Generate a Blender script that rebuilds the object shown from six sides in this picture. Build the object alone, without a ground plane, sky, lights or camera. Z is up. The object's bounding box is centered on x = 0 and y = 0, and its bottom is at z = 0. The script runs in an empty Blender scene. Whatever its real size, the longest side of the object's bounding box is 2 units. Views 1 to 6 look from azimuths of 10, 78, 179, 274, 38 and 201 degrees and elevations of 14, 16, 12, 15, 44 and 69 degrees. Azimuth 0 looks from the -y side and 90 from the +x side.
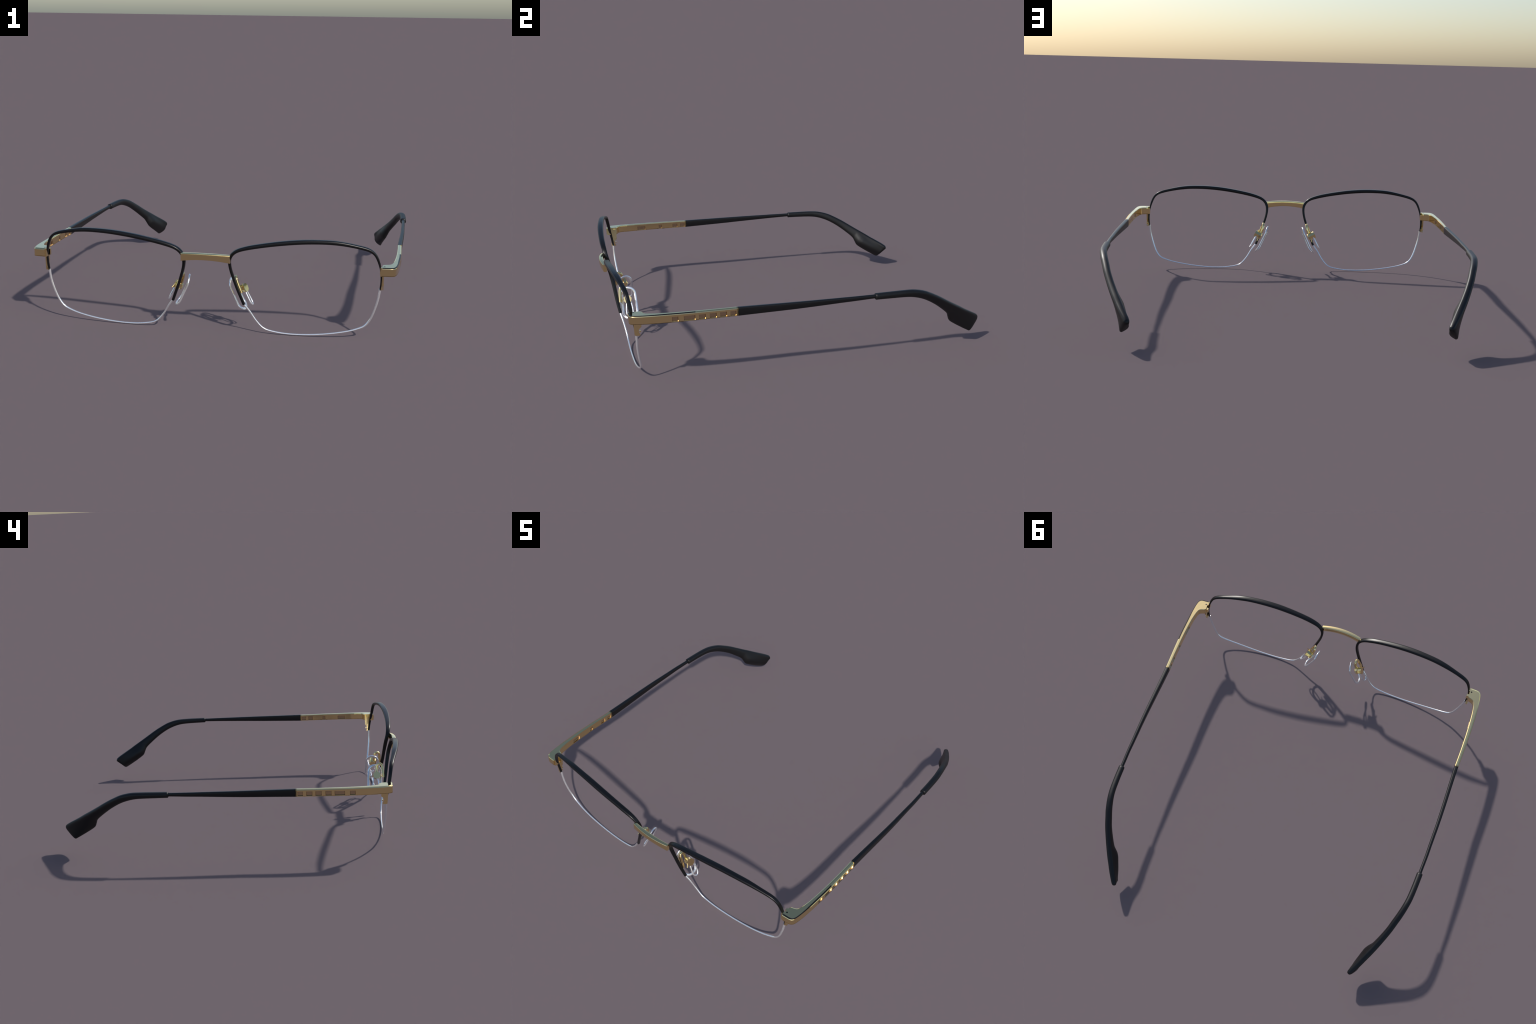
"""Half-rim eyeglasses: black brow rims, clear nylon thread, gold bridge, gold
pierced temple fronts, black temple shafts with paddle-shaped tips, clear nose
pads on gold arms.  One half (+x) is modelled, the other is its mirror image."""
import bpy, bmesh, math
from mathutils import Vector

# ----------------------------------------------------------------- materials
def new_material(name):
    m = bpy.data.materials.new(name)
    m.use_nodes = True
    nt = m.node_tree
    return m, nt, nt.nodes["Principled BSDF"]

def fine_bump(nt, bsdf, scale, strength, distance=0.001):
    tc = nt.nodes.new("ShaderNodeTexCoord")
    nz = nt.nodes.new("ShaderNodeTexNoise")
    nz.inputs["Scale"].default_value = scale
    nz.inputs["Detail"].default_value = 3
    bp = nt.nodes.new("ShaderNodeBump")
    bp.inputs["Strength"].default_value = strength
    bp.inputs["Distance"].default_value = distance
    nt.links.new(tc.outputs["Object"], nz.inputs["Vector"])
    nt.links.new(nz.outputs["Fac"], bp.inputs["Height"])
    nt.links.new(bp.outputs["Normal"], bsdf.inputs["Normal"])

GOLD = (0.93, 0.74, 0.36, 1)
BLACK = (0.004, 0.004, 0.0045, 1)

def gold_material():
    m, nt, b = new_material("polished_gold")
    b.inputs["Base Color"].default_value = GOLD
    b.inputs["Metallic"].default_value = 1.0
    b.inputs["Roughness"].default_value = 0.09
    fine_bump(nt, b, 34.0, 0.14)
    return m

def slot_material():
    m, nt, b = new_material("slot_gold_darkened")
    b.inputs["Base Color"].default_value = (0.60, 0.45, 0.27, 1)  # gold darkened for dim ground reflections on floors and softer wall glints
    b.inputs["Metallic"].default_value = 1.0
    b.inputs["Roughness"].default_value = 0.16
    fine_bump(nt, b, 40.0, 0.08)
    return m

def black_material(name, rough, spec):
    m, nt, b = new_material(name)
    b.inputs["Base Color"].default_value = BLACK
    b.inputs["Roughness"].default_value = rough
    b.inputs["Specular IOR Level"].default_value = spec
    fine_bump(nt, b, 220.0, 0.04)
    return m

BOUNDARY_Y = -0.376       # where the gold plating gives way to black lacquer

def temple_material():
    """Gold plating that fades into black lacquer along the temple."""
    m, nt, b = new_material("gold_to_black_temple")
    L = nt.links
    tc = nt.nodes.new("ShaderNodeTexCoord")
    sep = nt.nodes.new("ShaderNodeSeparateXYZ")
    L.new(tc.outputs["Object"], sep.inputs[0])
    nz = nt.nodes.new("ShaderNodeTexNoise")
    nz.inputs["Scale"].default_value = 55.0
    L.new(tc.outputs["Object"], nz.inputs["Vector"])
    wob = nt.nodes.new("ShaderNodeMath"); wob.operation = "MULTIPLY_ADD"
    wob.inputs[1].default_value = 0.006
    L.new(nz.outputs["Fac"], wob.inputs[0]); L.new(sep.outputs["Y"], wob.inputs[2])
    mr = nt.nodes.new("ShaderNodeMapRange"); mr.interpolation_type = "SMOOTHSTEP"
    mr.inputs["From Min"].default_value = BOUNDARY_Y - 0.003
    mr.inputs["From Max"].default_value = BOUNDARY_Y + 0.012
    late = nt.nodes.new("ShaderNodeMapRange"); late.interpolation_type = "SMOOTHSTEP"
    late.inputs["From Min"].default_value = BOUNDARY_Y + 0.009
    late.inputs["From Max"].default_value = BOUNDARY_Y + 0.014
    L.new(wob.outputs[0], late.inputs["Value"])
    L.new(wob.outputs[0], mr.inputs["Value"])
    mix = nt.nodes.new("ShaderNodeMix"); mix.data_type = "RGBA"
    mix.inputs["A"].default_value = GOLD
    mix.inputs["B"].default_value = BLACK
    L.new(mr.outputs["Result"], mix.inputs["Factor"])
    L.new(mix.outputs["Result"], b.inputs["Base Color"])
    inv = nt.nodes.new("ShaderNodeMath"); inv.operation = "SUBTRACT"
    inv.inputs[0].default_value = 1.0
    L.new(late.outputs["Result"], inv.inputs[1])
    L.new(inv.outputs[0], b.inputs["Metallic"])
    ro = nt.nodes.new("ShaderNodeMapRange")
    ro.inputs["To Min"].default_value = 0.09
    ro.inputs["To Max"].default_value = 0.36
    L.new(mr.outputs["Result"], ro.inputs["Value"])
    L.new(ro.outputs["Result"], b.inputs["Roughness"])
    b.inputs["Specular IOR Level"].default_value = 0.38
    fine_bump(nt, b, 34.0, 0.14)
    return m

def silver_material():
    m, nt, b = new_material("bright_silver_wire")
    b.inputs["Base Color"].default_value = (0.93, 0.93, 0.94, 1)
    b.inputs["Metallic"].default_value = 0.80
    b.inputs["Roughness"].default_value = 0.22
    fine_bump(nt, b, 90.0, 0.05)
    return m

M_GOLD, M_SLOT, M_TEMPLE = gold_material(), slot_material(), temple_material()
M_RIM = black_material("black_lacquer", 0.33, 0.36)
M_TIP = black_material("black_acetate", 0.44, 0.40)
M_SILVER = silver_material()

# ------------------------------------------------------------------- helpers
def V(*a): return Vector(a)

def finish(bm, name, mats, angle=35):
    bmesh.ops.recalc_face_normals(bm, faces=bm.faces)
    me = bpy.data.meshes.new(name)
    bm.to_mesh(me); bm.free()
    for m in (mats if isinstance(mats, (list, tuple)) else [mats]):
        me.materials.append(m)
    me.polygons.foreach_set("use_smooth", [True] * len(me.polygons))
    me.set_sharp_from_angle(angle=math.radians(angle))
    return me

def spline(points, n):
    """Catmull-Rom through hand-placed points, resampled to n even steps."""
    P = [Vector(p) for p in points]
    P = [2 * P[0] - P[1]] + P + [2 * P[-1] - P[-2]]
    d = []
    for i in range(1, len(P) - 2):
        for k in range(16):
            t = k / 16
            a, b, c, e = P[i - 1], P[i], P[i + 1], P[i + 2]
            d.append(0.5 * (2 * b + (c - a) * t + (2 * a - 5 * b + 4 * c - e) * t * t
                            + (3 * b - a - 3 * c + e) * t ** 3))
    d.append(P[-2])
    acc = [0.0]
    for i in range(1, len(d)): acc.append(acc[-1] + (d[i] - d[i - 1]).length)
    out, j = [], 0
    for k in range(n):
        s = acc[-1] * k / (n - 1)
        while j < len(d) - 2 and acc[j + 1] < s: j += 1
        f = (s - acc[j]) / max(acc[j + 1] - acc[j], 1e-9)
        out.append(d[j].lerp(d[j + 1], min(max(f, 0), 1)))
    return out

def resample_closed(pts, n):
    """Even steps round a closed polygon."""
    loop = pts + [pts[0]]
    acc = [0.0]
    for a, b in zip(loop, loop[1:]): acc.append(acc[-1] + (b - a).length)
    out, j = [], 0
    for k in range(n):
        s = acc[-1] * k / n
        while acc[j + 1] < s: j += 1
        out.append(loop[j].lerp(loop[j + 1], (s - acc[j]) / max(acc[j + 1] - acc[j], 1e-9)))
    return out

def smooth_curve(pts, times):
    for _ in range(times):
        pts = [pts[0]] + [(pts[i - 1] + 2 * pts[i] + pts[i + 1]) / 4
                          for i in range(1, len(pts) - 1)] + [pts[-1]]
    return pts

def table(keys, t):
    """Piecewise smooth value from [(t, value), ...]."""
    if t <= keys[0][0]: return keys[0][1]
    for (a, va), (b, vb) in zip(keys, keys[1:]):
        if t <= b:
            f = (t - a) / (b - a)
            f = f * f * (3 - 2 * f)
            return va + (vb - va) * f
    return keys[-1][1]

def rounded_rect(w, h, r, seg=4):
    """2D outline (a, b) of a w x h rectangle with corner radius r."""
    r = min(r, w / 2 - 1e-5, h / 2 - 1e-5)
    out = []
    for cx, cy, a0 in ((1, 1, 0), (-1, 1, 90), (-1, -1, 180), (1, -1, 270)):
        for k in range(seg + 1):
            a = math.radians(a0 + 90 * k / seg)
            out.append((cx * (w / 2 - r) + r * math.cos(a),
                        cy * (h / 2 - r) + r * math.sin(a)))
    return out

def loft(bm, rings, close=False, mat=0):
    """Skin a list of equally long point rings; caps at both ends."""
    vr = [[bm.verts.new(p) for p in ring] for ring in rings]
    n = len(vr[0])
    pairs = list(zip(vr, vr[1:])) + ([(vr[-1], vr[0])] if close else [])
    for a, b in pairs:
        for i in range(n):
            f = bm.faces.new((a[i], a[(i + 1) % n], b[(i + 1) % n], b[i]))
            f.material_index = mat
    if not close:
        for ring in (vr[0], vr[-1]):
            f = bm.faces.new(ring); f.material_index = mat
    return vr

def sweep(bm, path, outline, axis, close=False, mat=0):
    """Sweep outline(t)->[(a,b)] along path.  b runs along axis(t,tangent)."""
    rings, n = [], len(path)
    for i, p in enumerate(path):
        if close: tan = path[(i + 1) % n] - path[i - 1]
        else: tan = path[min(i + 1, n - 1)] - path[max(i - 1, 0)]
        tan.normalize()
        t = i / (n - 1)
        ax = axis(t, tan) if callable(axis) else Vector(axis)
        bvec = (ax - tan * ax.dot(tan)).normalized()
        avec = tan.cross(bvec).normalized()
        rings.append([p + avec * a + bvec * b for a, b in outline(t)])
    return loft(bm, rings, close, mat)

def bevel_all(bm, width, seg=2, angle=30):
    ed = [e for e in bm.edges if len(e.link_faces) == 2
          and e.calc_face_angle(0) > math.radians(angle)]
    bmesh.ops.bevel(bm, geom=ed, offset=width, segments=seg, profile=0.5,
                    affect="EDGES", clamp_overlap=True)

def box(bm, lo, hi, mat=0):
    vs = [bm.verts.new((x, y, z)) for x in (lo[0], hi[0]) for y in (lo[1], hi[1])
          for z in (lo[2], hi[2])]
    for idx in ((0, 1, 3, 2), (4, 6, 7, 5), (0, 4, 5, 1), (2, 3, 7, 6), (0, 2, 6, 4), (1, 5, 7, 3)):
        bm.faces.new([vs[i] for i in idx]).material_index = mat

def cylinder(bm, a, b, r, seg=20, mat=0):
    a, b = Vector(a), Vector(b)
    d = (b - a).normalized()
    u = d.orthogonal().normalized(); w = d.cross(u)
    loft(bm, [[p + (u * math.cos(2 * math.pi * k / seg) + w * math.sin(2 * math.pi * k / seg)) * r
               for k in range(seg)] for p in (a, b)], mat=mat)

COL = bpy.context.scene.collection

def add(name, mesh, parent):
    ob = bpy.data.objects.new(name, mesh)
    COL.objects.link(ob)
    ob.parent = parent
    return ob

def mirrored(mesh):
    """Mirror image of a mesh in the plane x = 0."""
    me = mesh.copy()
    bm = bmesh.new(); bm.from_mesh(me)
    for v in bm.verts: v.co.x = -v.co.x
    bmesh.ops.reverse_faces(bm, faces=bm.faces)
    bm.to_mesh(me); bm.free()
    return me

# ---------------------------------------------------------------- brow rim
LENS_NORMAL = V(0.10, -1.0, -0.14).normalized()     # lens faces forward, tilted

RIM_SPINE = [(.1885, -.908, .159), (.171, -.917, .206), (.152, -.924, .256), (.136, -.931, .306),
    (.125, -.937, .343), (.119, -.944, .380), (.120, -.951, .405), (.129, -.957, .428),
    (.148, -.961, .448), (.176, -.964, .462), (.236, -.967, .479), (.328, -.967, .497),
    (.422, -.964, .511), (.517, -.957, .519), (.614, -.947, .520), (.680, -.937, .515),
    (.747, -.925, .503), (.815, -.911, .486), (.846, -.905, .468), (.863, -.900, .441),
    (.877, -.893, .400), (.883, -.887, .366), (.885, -.881, .339), (.884, -.875, .302), (.880, -.872, .272)]

def build_rim():
    bm = bmesh.new()
    path = smooth_curve(spline(RIM_SPINE, 160), 6)
    wide = [(0, .0145), (.16, .0135), (.24, .0165), (.34, .0205), (.5, .0220), (.66, .0205),
            (.78, .0165), (.86, .0125), (.92, .0085), (1, .0060)]
    deep = [(0, .017), (.10, .021), (.20, .024), (.32, .031), (.5, .0345), (.66, .032),
            (.78, .024), (.87, .020), (.93, .015), (1, .013)]
    level = [(.20, 0), (.30, 1), (.68, 1), (.80, 0)]      # brow: depth axis runs level
    axis = lambda t, tan: LENS_NORMAL.lerp(V(.14, -1, .02), table(level, t))
    sweep(bm, path, lambda t: rounded_rect(table(wide, t), table(deep, t),
                                           .40 * table(wide, t), 4), axis)
    return finish(bm, "brow_rim", M_RIM, 50)

THREAD_SPINE = [(.8805, -.872, .276), (.873, -.871, .222), (.863, -.869, .182), (.847, -.863, .132),
    (.830, -.857, .095), (.808, -.856, .069), (.779, -.858, .055), (.733, -.863, .040),
    (.663, -.868, .025), (.587, -.871, .0135), (.509, -.873, .0062), (.437, -.875, .0045),
    (.377, -.877, .008), (.317, -.879, .018), (.287, -.881, .030), (.263, -.884, .053),
    (.239, -.890, .085), (.216, -.899, .124), (.189, -.910, .160)]

def build_thread():
    bm = bmesh.new()
    path = smooth_curve(spline(THREAD_SPINE, 140), 4)
    low = min(p.z for p in path)
    thick = [(0, .0130), (.2, .0112), (.35, .0084), (.8, .0084), (1, .0100)]
    for p in path: p.z += .0042 - low
    sweep(bm, path, lambda t: rounded_rect(table(thick, t), table(thick, t), 1, 3), LENS_NORMAL)
    return finish(bm, "nylon_thread", M_SILVER, 60)

# -------------------------------------------------------------------- bridge
def build_bridge():
    bm = bmesh.new()
    rings = []
    for i in range(33):
        u = i / 16 - 1                         # -1 .. 1 along the bridge
        x = .1275 * u
        front = -1.0 + .017 * u * u
        back = -.975 + .012 * u * u
        top = .4385 - .006 * u * u
        bot = .4045 - .0145 * u * u
        o = rounded_rect(back - front, top - bot, .0045, 3)
        rings.append([V(x, (front + back) / 2 + a, (top + bot) / 2 + b) for a, b in o])
    loft(bm, rings)
    ends = [e for e in bm.edges if e.calc_face_angle(0) > 1.0]
    bmesh.ops.bevel(bm, geom=ends, offset=.002, segments=2, profile=.5, affect="EDGES")
    return finish(bm, "bridge", M_GOLD, 40)

# -------------------------------------------------- endpiece + temple front
# Plan of the gold temple front as rungs (outside point, inside point): out
# from the rim, round the corner, then back along the side of the head.
FRONT_CORNER = [((.888, -.910), (.888, -.845)), ((.915, -.9085), (.8965, -.837)), ((.936, -.9065), (.909, -.833)),
    ((.949, -.899), (.920, -.828)), ((.957, -.883), (.928, -.819)), ((.963, -.850), (.933, -.804)),
    ((.9675, -.805), (.937, -.781)), ((.9705, -.755), (.941, -.745))]
OUTSIDE_X = [(-.755, .9705), (-.65, .9735), (-.58, .973), (-.50, .9715), (-.44, .9695), (BOUNDARY_Y, .968)]
INSIDE_X = [(-.745, .941), (-.69, .9445), (-.64, .9465), (-.58, .9475), (-.50, .9475), (-.44, .9465), (BOUNDARY_Y, .9445)]
# decorative slots: (y nearest the tip, y nearest the front)
OUTER_SLOTS = [(-.379, -.413), (-.427, -.465), (-.478, -.517), (-.533, -.571), (-.584, -.645), (-.668, -.703)]
INNER_SLOTS = [(-.379, -.413), (-.427, -.465), (-.533, -.558), (-.645, -.703)]
SLOT_Z = (.3515, .3805)

def linear(keys, t):
    for (a, va), (b, vb) in zip(keys, keys[1:]):
        if t <= b: return va + (vb - va) * max(t - a, 0) / (b - a)
    return keys[-1][1]

def build_temple_front(paint_dark_reflections):
    bm = bmesh.new()
    corner = spline([V(o[0], o[1], 0) for o, i in FRONT_CORNER], 30)
    inner = spline([V(i[0], i[1], 0) for o, i in FRONT_CORNER], 30)
    rungs = list(zip(corner, inner))
    cuts = sorted({y for sl in OUTER_SLOTS + INNER_SLOTS for y in sl} | {BOUNDARY_Y, -.72, -.615})
    for y in cuts:
        rungs.append((V(linear(OUTSIDE_X, y), y, 0), V(linear(INSIDE_X, y), y, 0)))
    rings, bev = [], .0048
    for O, I in rungs:
        y = (O.y + I.y) / 2
        t = min(max((y + .88) / .50, 0), 1)
        z0 = .3510 - .0025 * min(t * 4, 1) + .0005 * t
        z1 = .3955 - .0025 * t
        e = (I - O); W = e.length; e.normalize()
        b = bev; c = .29 * b
        prof = [(0, z0 + b), (0, SLOT_Z[0]), (0, SLOT_Z[1]), (0, z1 - .0065), (.0022, z1 - .0035), (.0095, z1), (W - b, z1),
                (W - c, z1 - c), (W, z1 - b), (W, SLOT_Z[1]), (W, SLOT_Z[0]), (W, z0 + b), (W - c, z0 + c),
                (W - b, z0), (b, z0), (c, z0 + c)]
        rings.append([V(O.x + e.x * s, O.y + e.y * s, z) for s, z in prof])
    loft(bm, rings)
    bm.normal_update()
    bm.faces.ensure_lookup_table()
    if paint_dark_reflections:                 # bevels painted black where their reflection goes dark, this side only
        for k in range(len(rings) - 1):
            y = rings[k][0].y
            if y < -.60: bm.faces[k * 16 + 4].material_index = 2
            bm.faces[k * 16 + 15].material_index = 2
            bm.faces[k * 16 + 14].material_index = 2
    def slot_faces(slots, outer):
        groups = []
        for ya, yb in slots:
            g = []
            for f in bm.faces:
                c = f.calc_center_median()
                zs = sorted(v.co.z for v in f.verts)
                if len(f.verts) == 4 and abs(zs[0] - SLOT_Z[0]) < 1e-5 and abs(zs[3] - SLOT_Z[1]) < 1e-5 \
                   and min(ya, yb) < c.y < max(ya, yb) and ((c.x > .957) == outer):
                    g.append(f)
            groups.append(g)
        return groups
    bmesh.ops.recalc_face_normals(bm, faces=bm.faces)
    for slots, outer, depth in ((OUTER_SLOTS, True, .0085), (INNER_SLOTS, False, .0065)):
        for g in slot_faces(slots, outer):
            if not g: continue
            bmesh.ops.inset_region(bm, faces=g, thickness=.0022, depth=-.0008, use_even_offset=True)
            walls = bmesh.ops.inset_region(bm, faces=g, thickness=.0024, depth=-depth, use_even_offset=True)
            for f in list(g) + walls["faces"]: f.material_index = 1
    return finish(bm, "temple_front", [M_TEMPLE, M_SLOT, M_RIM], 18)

def build_screw_hole_dark_disc():
    bm = bmesh.new()
    cylinder(bm, (.8985, -.881, .3900), (.8985, -.881, .3958), .0048, 16)  # solid black disc, slightly proud, that stands for the screw hole
    return finish(bm, "screw_hole_dark_disc", M_RIM, 30)

def build_temple_shaft():
    bm = bmesh.new()
    rings = []
    for i in range(40):
        t = i / 39
        y = BOUNDARY_Y + .0003 + (.352 - BOUNDARY_Y) * t
        xc = table([(0, .956), (.5, .9595), (.8, .9565), (1, .952)], t)
        w = linear([(0, .0235), (.4, .0215), (.8, .0195), (1, .0190)], t)
        top = .393 - .004 * t
        bot = linear([(0, .3490), (.4, .3555), (.75, .3640), (1, .3690)], t)
        r = .0055 + .003 * t
        rings.append([V(xc + a, y, (top + bot) / 2 + b)
                      for a, b in rounded_rect(w, top - bot, r, 4)])
    loft(bm, rings)
    return finish(bm, "temple_shaft", M_TEMPLE, 40)

# ----------------------------------------------------------------- temple tip
# stations: (top edge point, bottom edge point, half thickness above, below)
TIP_STATIONS = [
    ((.952, .346, .3945), (.952, .346, .3615), .0165, .0165),
    ((.949, .427, .3945), (.948, .429, .360), .0168, .0165),
    ((.943, .507, .3935), (.942, .505, .357), .017, .0165),
    ((.935, .562, .389), (.932, .555, .3495), .0172, .0165),
    ((.923, .620, .374), (.917, .606, .333), .0175, .0165),
    ((.910, .664, .354), (.903, .648, .312), .0178, .0165),
    ((.892, .719, .324), (.887, .696, .281), .018, .016),
    ((.867, .782, .284), (.862, .748, .240), .0185, .016),
    ((.849, .822, .259), (.843, .782, .208), .0195, .016),
    ((.838, .845, .245), (.832, .794, .182), .020, .0155),
    ((.826, .868, .231), (.823, .806, .158), .0205, .015),
    ((.809, .898, .212), (.813, .838, .134), .0205, .0145),
    ((.786, .938, .188), (.801, .885, .1045), .020, .013),
    ((.763, .974, .165), (.794, .930, .0785), .0185, .011),
    ((.753, .992, .151), (.791, .937, .0765), .0170, .010)]

def tip_ring(T, B, ha, hb, tangent, n=28, inset=0.0, blade=0.0, belly=0.0):
    T, B = Vector(T), Vector(B)
    side = (T - B).cross(tangent).normalized()
    c, hv = (T + B) / 2, (T - B) / 2
    L = hv.length
    hv = hv * ((L - inset) / L)
    ring = []
    for k in range(n):
        a = 2 * math.pi * k / n
        ca, sa = math.cos(a), math.sin(a)
        e = 0.82 if blade == 0 else (.82 - .2 * blade * (ca > 0))   # blade: squarer upper half
        u = math.copysign(abs(ca) ** e, ca); s = math.copysign(abs(sa) ** e, sa)
        h = (ha * (1 + u) + hb * (1 - u)) / 2 - inset
        if s > 0:                                  # inner face of the blade bellies out
            h += .0115 * belly * max(0, 1 - ((u + .25) / .75) ** 2)
        ring.append(c + hv * u + side * (max(h, .001) * s))
    return ring

def build_temple_tip():
    bm = bmesh.new()
    Ts = smooth_curve(spline([s[0] for s in TIP_STATIONS], 90), 0)
    n = 90
    # resample every channel over the same station parameter
    def channel(vals):
        pts, m = [], len(vals)
        for k in range(n):
            f = k / (n - 1) * (m - 1); i = min(int(f), m - 2); t = f - i
            p0, p1, p2, p3 = (vals[max(i - 1, 0)], vals[i], vals[i + 1], vals[min(i + 2, m - 1)])
            pts.append(0.5 * (2 * p1 + (p2 - p0) * t + (2 * p0 - 5 * p1 + 4 * p2 - p3) * t * t
                              + (3 * p1 - p0 - 3 * p2 + p3) * t ** 3))
        return pts
    T = channel([Vector(s[0]) for s in TIP_STATIONS])
    B = channel([Vector(s[1]) for s in TIP_STATIONS])
    HA = channel([s[2] * 1.06 for s in TIP_STATIONS]); HB = channel([s[3] * 1.06 for s in TIP_STATIONS])
    rings = []
    for i in range(n):
        tan = (T[min(i + 1, n - 1)] + B[min(i + 1, n - 1)] - T[max(i - 1, 0)] - B[max(i - 1, 0)]).normalized()
        if i == 0:
            ahead = tip_ring(T[0], B[0], HA[0], HB[0], tan, inset=.003)
            rings.append([p - tan * .0030 for p in ahead])
        rings.append(tip_ring(T[i], B[i], HA[i], HB[i], tan, blade=min(max((i / (n - 1) - .4) / .3, 0), 1),
                              belly=min(max((i / (n - 1) - .58) / .17, 0), 1)))
    # rounded end cap
    for step, inset in ((.003, .0015), (.0052, .004), (.0065, .0075)):
        rings.append([p + tan * step for p in tip_ring(T[-1] + V(-.002, .004, -.010) * (step / .0065),
                      B[-1], HA[-1], HB[-1], tan, inset=inset, blade=1.0, belly=1.0)])
    loft(bm, rings)
    return finish(bm, "temple_tip", M_TIP, 50)

# ------------------------------------------------------------------- rim lock
def build_rim_lock():
    """Split closing block below the endpiece that clamps the thread."""
    bm = bmesh.new()
    def block(pts, x0, x1):
        loft(bm, [[V(x, y, z) for y, z in pts] for x in (x0, x1)])
    # two leaves with a dark gap, following the rim backwards
    prof = [(-.884, .352), (-.846, .352), (-.846, .318), (-.859, .305), (-.860, .289),
            (-.853, .277), (-.853, .272), (-.877, .272), (-.880, .300)]
    block(prof, .8875, .8905)
    block([(y, z) for y, z in prof], .8925, .8975)
    bevel_all(bm, .0012, 2)
    cylinder(bm, (.8865, -.853, .294), (.899, -.853, .294), .004, 14)
    # collar hugging the rim at the endpiece
    box(bm, (.8795, -.906, .3505), (.8905, -.884, .3945))
    box(bm, (.876, -.8665, .352), (.890, -.852, .386))
    # sloping tail strip on the outer side of the rim
    sweep(bm, spline([(.8925, -.880, .352), (.8925, -.879, .33), (.8905, -.878, .305), (.885, -.876, .272)], 12),
          lambda t: rounded_rect(.005, .010, .002, 2), LENS_NORMAL)
    return finish(bm, "rim_lock", M_GOLD, 30)

# ------------------------------------------------------------------- nose pad
PAD_C = V(.144, -.8525, .199)                   # pad centre
PAD_UP = V(-.42, -.03, .90).normalized()        # long axis
PAD_BACK = V(.16, 1.0, .10)
PAD_BACK = (PAD_BACK - PAD_UP * PAD_BACK.dot(PAD_UP)).normalized()
PAD_OUT = PAD_BACK.cross(PAD_UP).normalized()
if PAD_OUT.x < 0: PAD_OUT = -PAD_OUT            # away from the nose

def pad_point(u, v, w):
    """u along the long axis, v backwards, w away from the nose."""
    return PAD_C + PAD_UP * u + PAD_BACK * v + PAD_OUT * w

def build_nose_pad():
    bm = bmesh.new()
    # rounded-rectangle loop, long sides straight, ends curling away from the nose
    path = []
    for v, u in rounded_rect(.078, .174, .036, 9):
        w = .016 * (u / .087) ** 2 - .009
        path.append(pad_point(u, v * (1 - .05 * u / .087), w))
    path = resample_closed(path, 80)
    sweep(bm, path, lambda t: rounded_rect(.0140, .0090, .0035, 3), PAD_OUT, close=True)
    return finish(bm, "nose_pad", M_SILVER, 60)

def build_pad_arm():
    bm = bmesh.new()
    path = smooth_curve(spline([(.173, -.904, .218), (.166, -.904, .236), (.155, -.903, .262), (.147, -.901, .284),
                   (.142, -.893, .298), (.1405, -.882, .299), (.141, -.872, .290), (.144, -.867, .272),
                   (.150, -.865, .252), (.156, -.864, .240)], 44), 3)
    sweep(bm, path, lambda t: rounded_rect(.0150, .0150, .0045, 3), V(.9, 0, .42))
    return finish(bm, "pad_arm", M_GOLD, 45)

def build_pad_box():
    bm = bmesh.new()
    d = PAD_OUT
    b = V(.192, -.8645, .2395); a = b - d * .046
    up = V(-.05, .15, 1); up = (up - d * up.dot(d)).normalized(); sd = d.cross(up)
    def ring(p, r): return [p + up * (r * math.cos(math.pi / 8 + k * math.pi / 4))
                            + sd * (r * 1.04 * math.sin(math.pi / 8 + k * math.pi / 4)) for k in range(8)]
    loft(bm, [ring(a, .0185), ring(a + (b - a) * .15, .0215), ring(a + (b - a) * .5, .0215), ring(b, .0235)])
    bevel_all(bm, .0018, 2, 40)
    return finish(bm, "pad_box", M_GOLD, 30)

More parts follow.
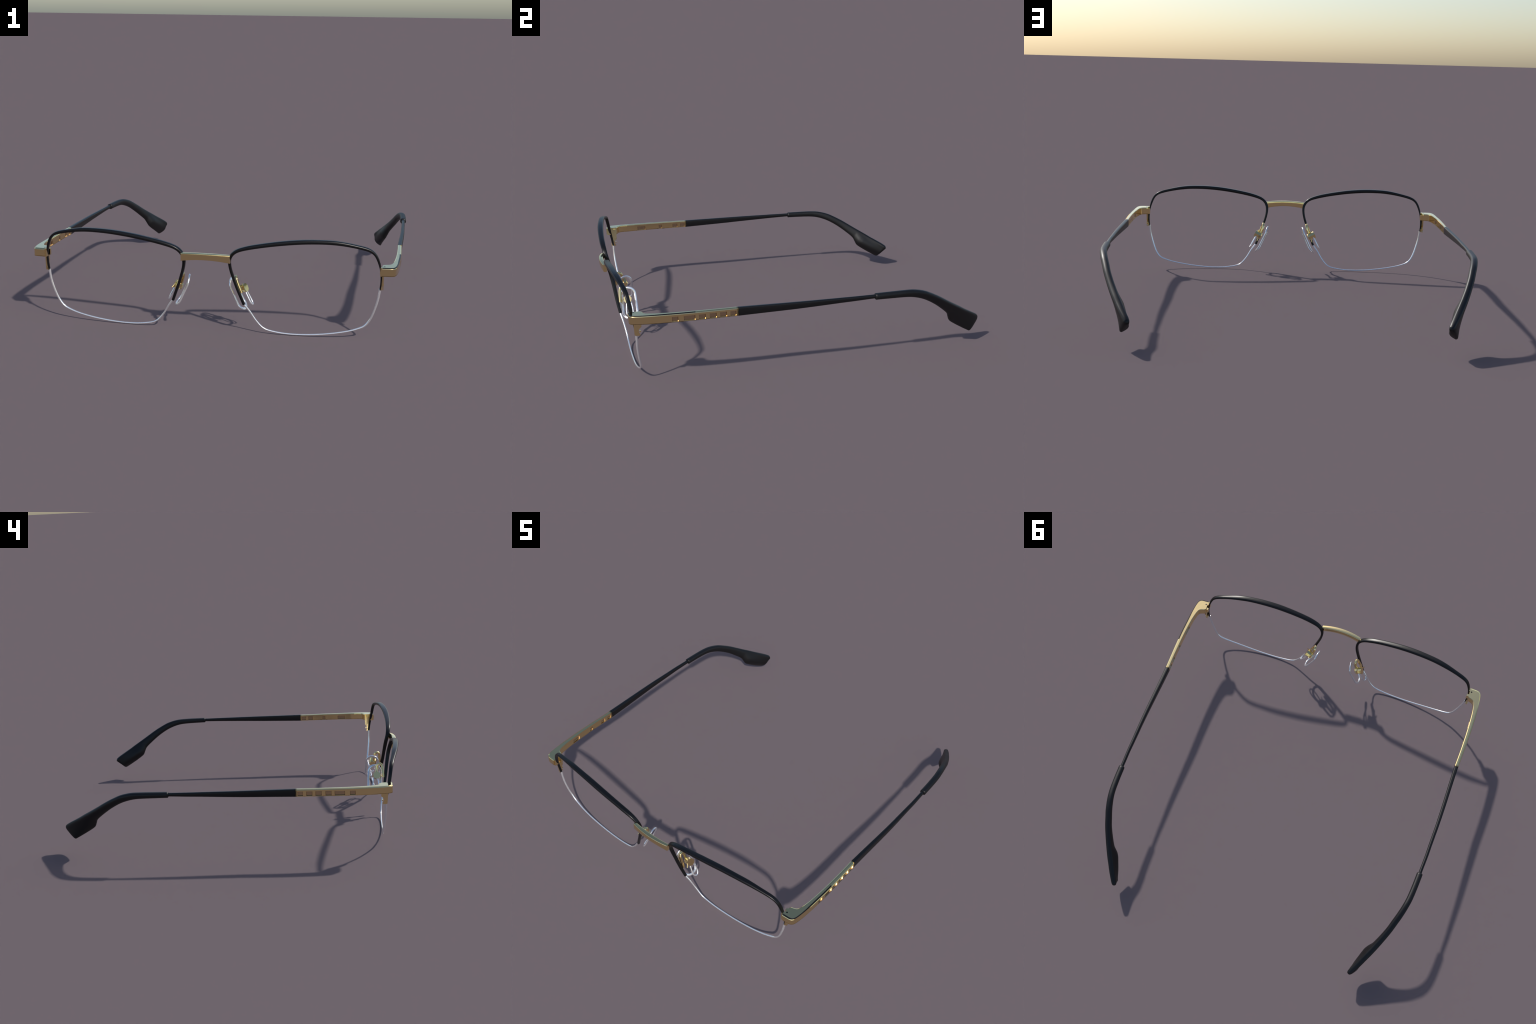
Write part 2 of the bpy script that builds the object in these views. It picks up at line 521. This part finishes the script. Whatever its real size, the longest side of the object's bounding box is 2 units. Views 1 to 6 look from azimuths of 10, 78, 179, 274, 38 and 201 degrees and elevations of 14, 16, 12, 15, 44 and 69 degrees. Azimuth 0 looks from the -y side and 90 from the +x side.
def build_pad_screw():
    bm = bmesh.new()
    cylinder(bm, (.172, -.868, .2575), (.1965, -.899, .2235), .0032, 12)
    return finish(bm, "pad_screw", M_GOLD, 40)

def build_pad_loop():
    """Thin clear wire loop hanging from the box, outside the pad."""
    bm = bmesh.new()
    path = smooth_curve(spline([(.186, -.846, .224), (.200, -.840, .197), (.214, -.838, .170), (.222, -.842, .155),
                   (.2265, -.852, .146), (.2255, -.864, .148), (.220, -.873, .158), (.210, -.875, .178),
                   (.197, -.872, .203), (.187, -.868, .222)], 60), 3)
    sweep(bm, path, lambda t: rounded_rect(.0080, .0080, 1, 3), V(.9, 0, .42))
    return finish(bm, "pad_loop", M_SILVER, 60)

def build_rim_end_strip():
    bm = bmesh.new()
    path = spline([(.1715, -.9085, .206), (.179, -.9055, .185), (.1875, -.9025, .1615)], 10)
    sweep(bm, path, lambda t: rounded_rect(.0055, .003, .001, 2), LENS_NORMAL)
    return finish(bm, "rim_end_strip", M_GOLD, 40)

# ------------------------------------------------------------------ assembly
glasses = bpy.data.objects.new("eyeglasses", None)
COL.objects.link(glasses)
glasses["label"] = "half-rim eyeglasses with black brow rims and gold metal fittings"
glasses["category"] = "eyeglasses"

add("bridge", build_bridge(), glasses)

rim, thread = build_rim(), build_thread()
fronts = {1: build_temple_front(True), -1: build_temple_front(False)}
shaft, tip = build_temple_shaft(), build_temple_tip()
lock, pad, hole_disc = build_rim_lock(), build_nose_pad(), build_screw_hole_dark_disc()
arm, pbox, screw = build_pad_arm(), build_pad_box(), build_pad_screw()
loop, strip = build_pad_loop(), build_rim_end_strip()

for side in (1, -1):
    M = (lambda m: m) if side == 1 else mirrored
    r = add("brow_rim", M(rim), glasses)
    add("rim_lock", M(lock), r)
    add("rim_end_strip", M(strip), r)
    add("nylon_thread", M(thread), glasses)
    t = add("temple", M(shaft), glasses)
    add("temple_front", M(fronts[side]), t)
    add("temple_tip", M(tip), t)
    add("screw_hole_dark_disc", M(hole_disc), t)
    p = add("nose_pad", M(pad), glasses)
    add("pad_arm", M(arm), p)
    add("pad_box", M(pbox), p)
    add("pad_screw", M(screw), p)
    add("pad_loop", M(loop), p)
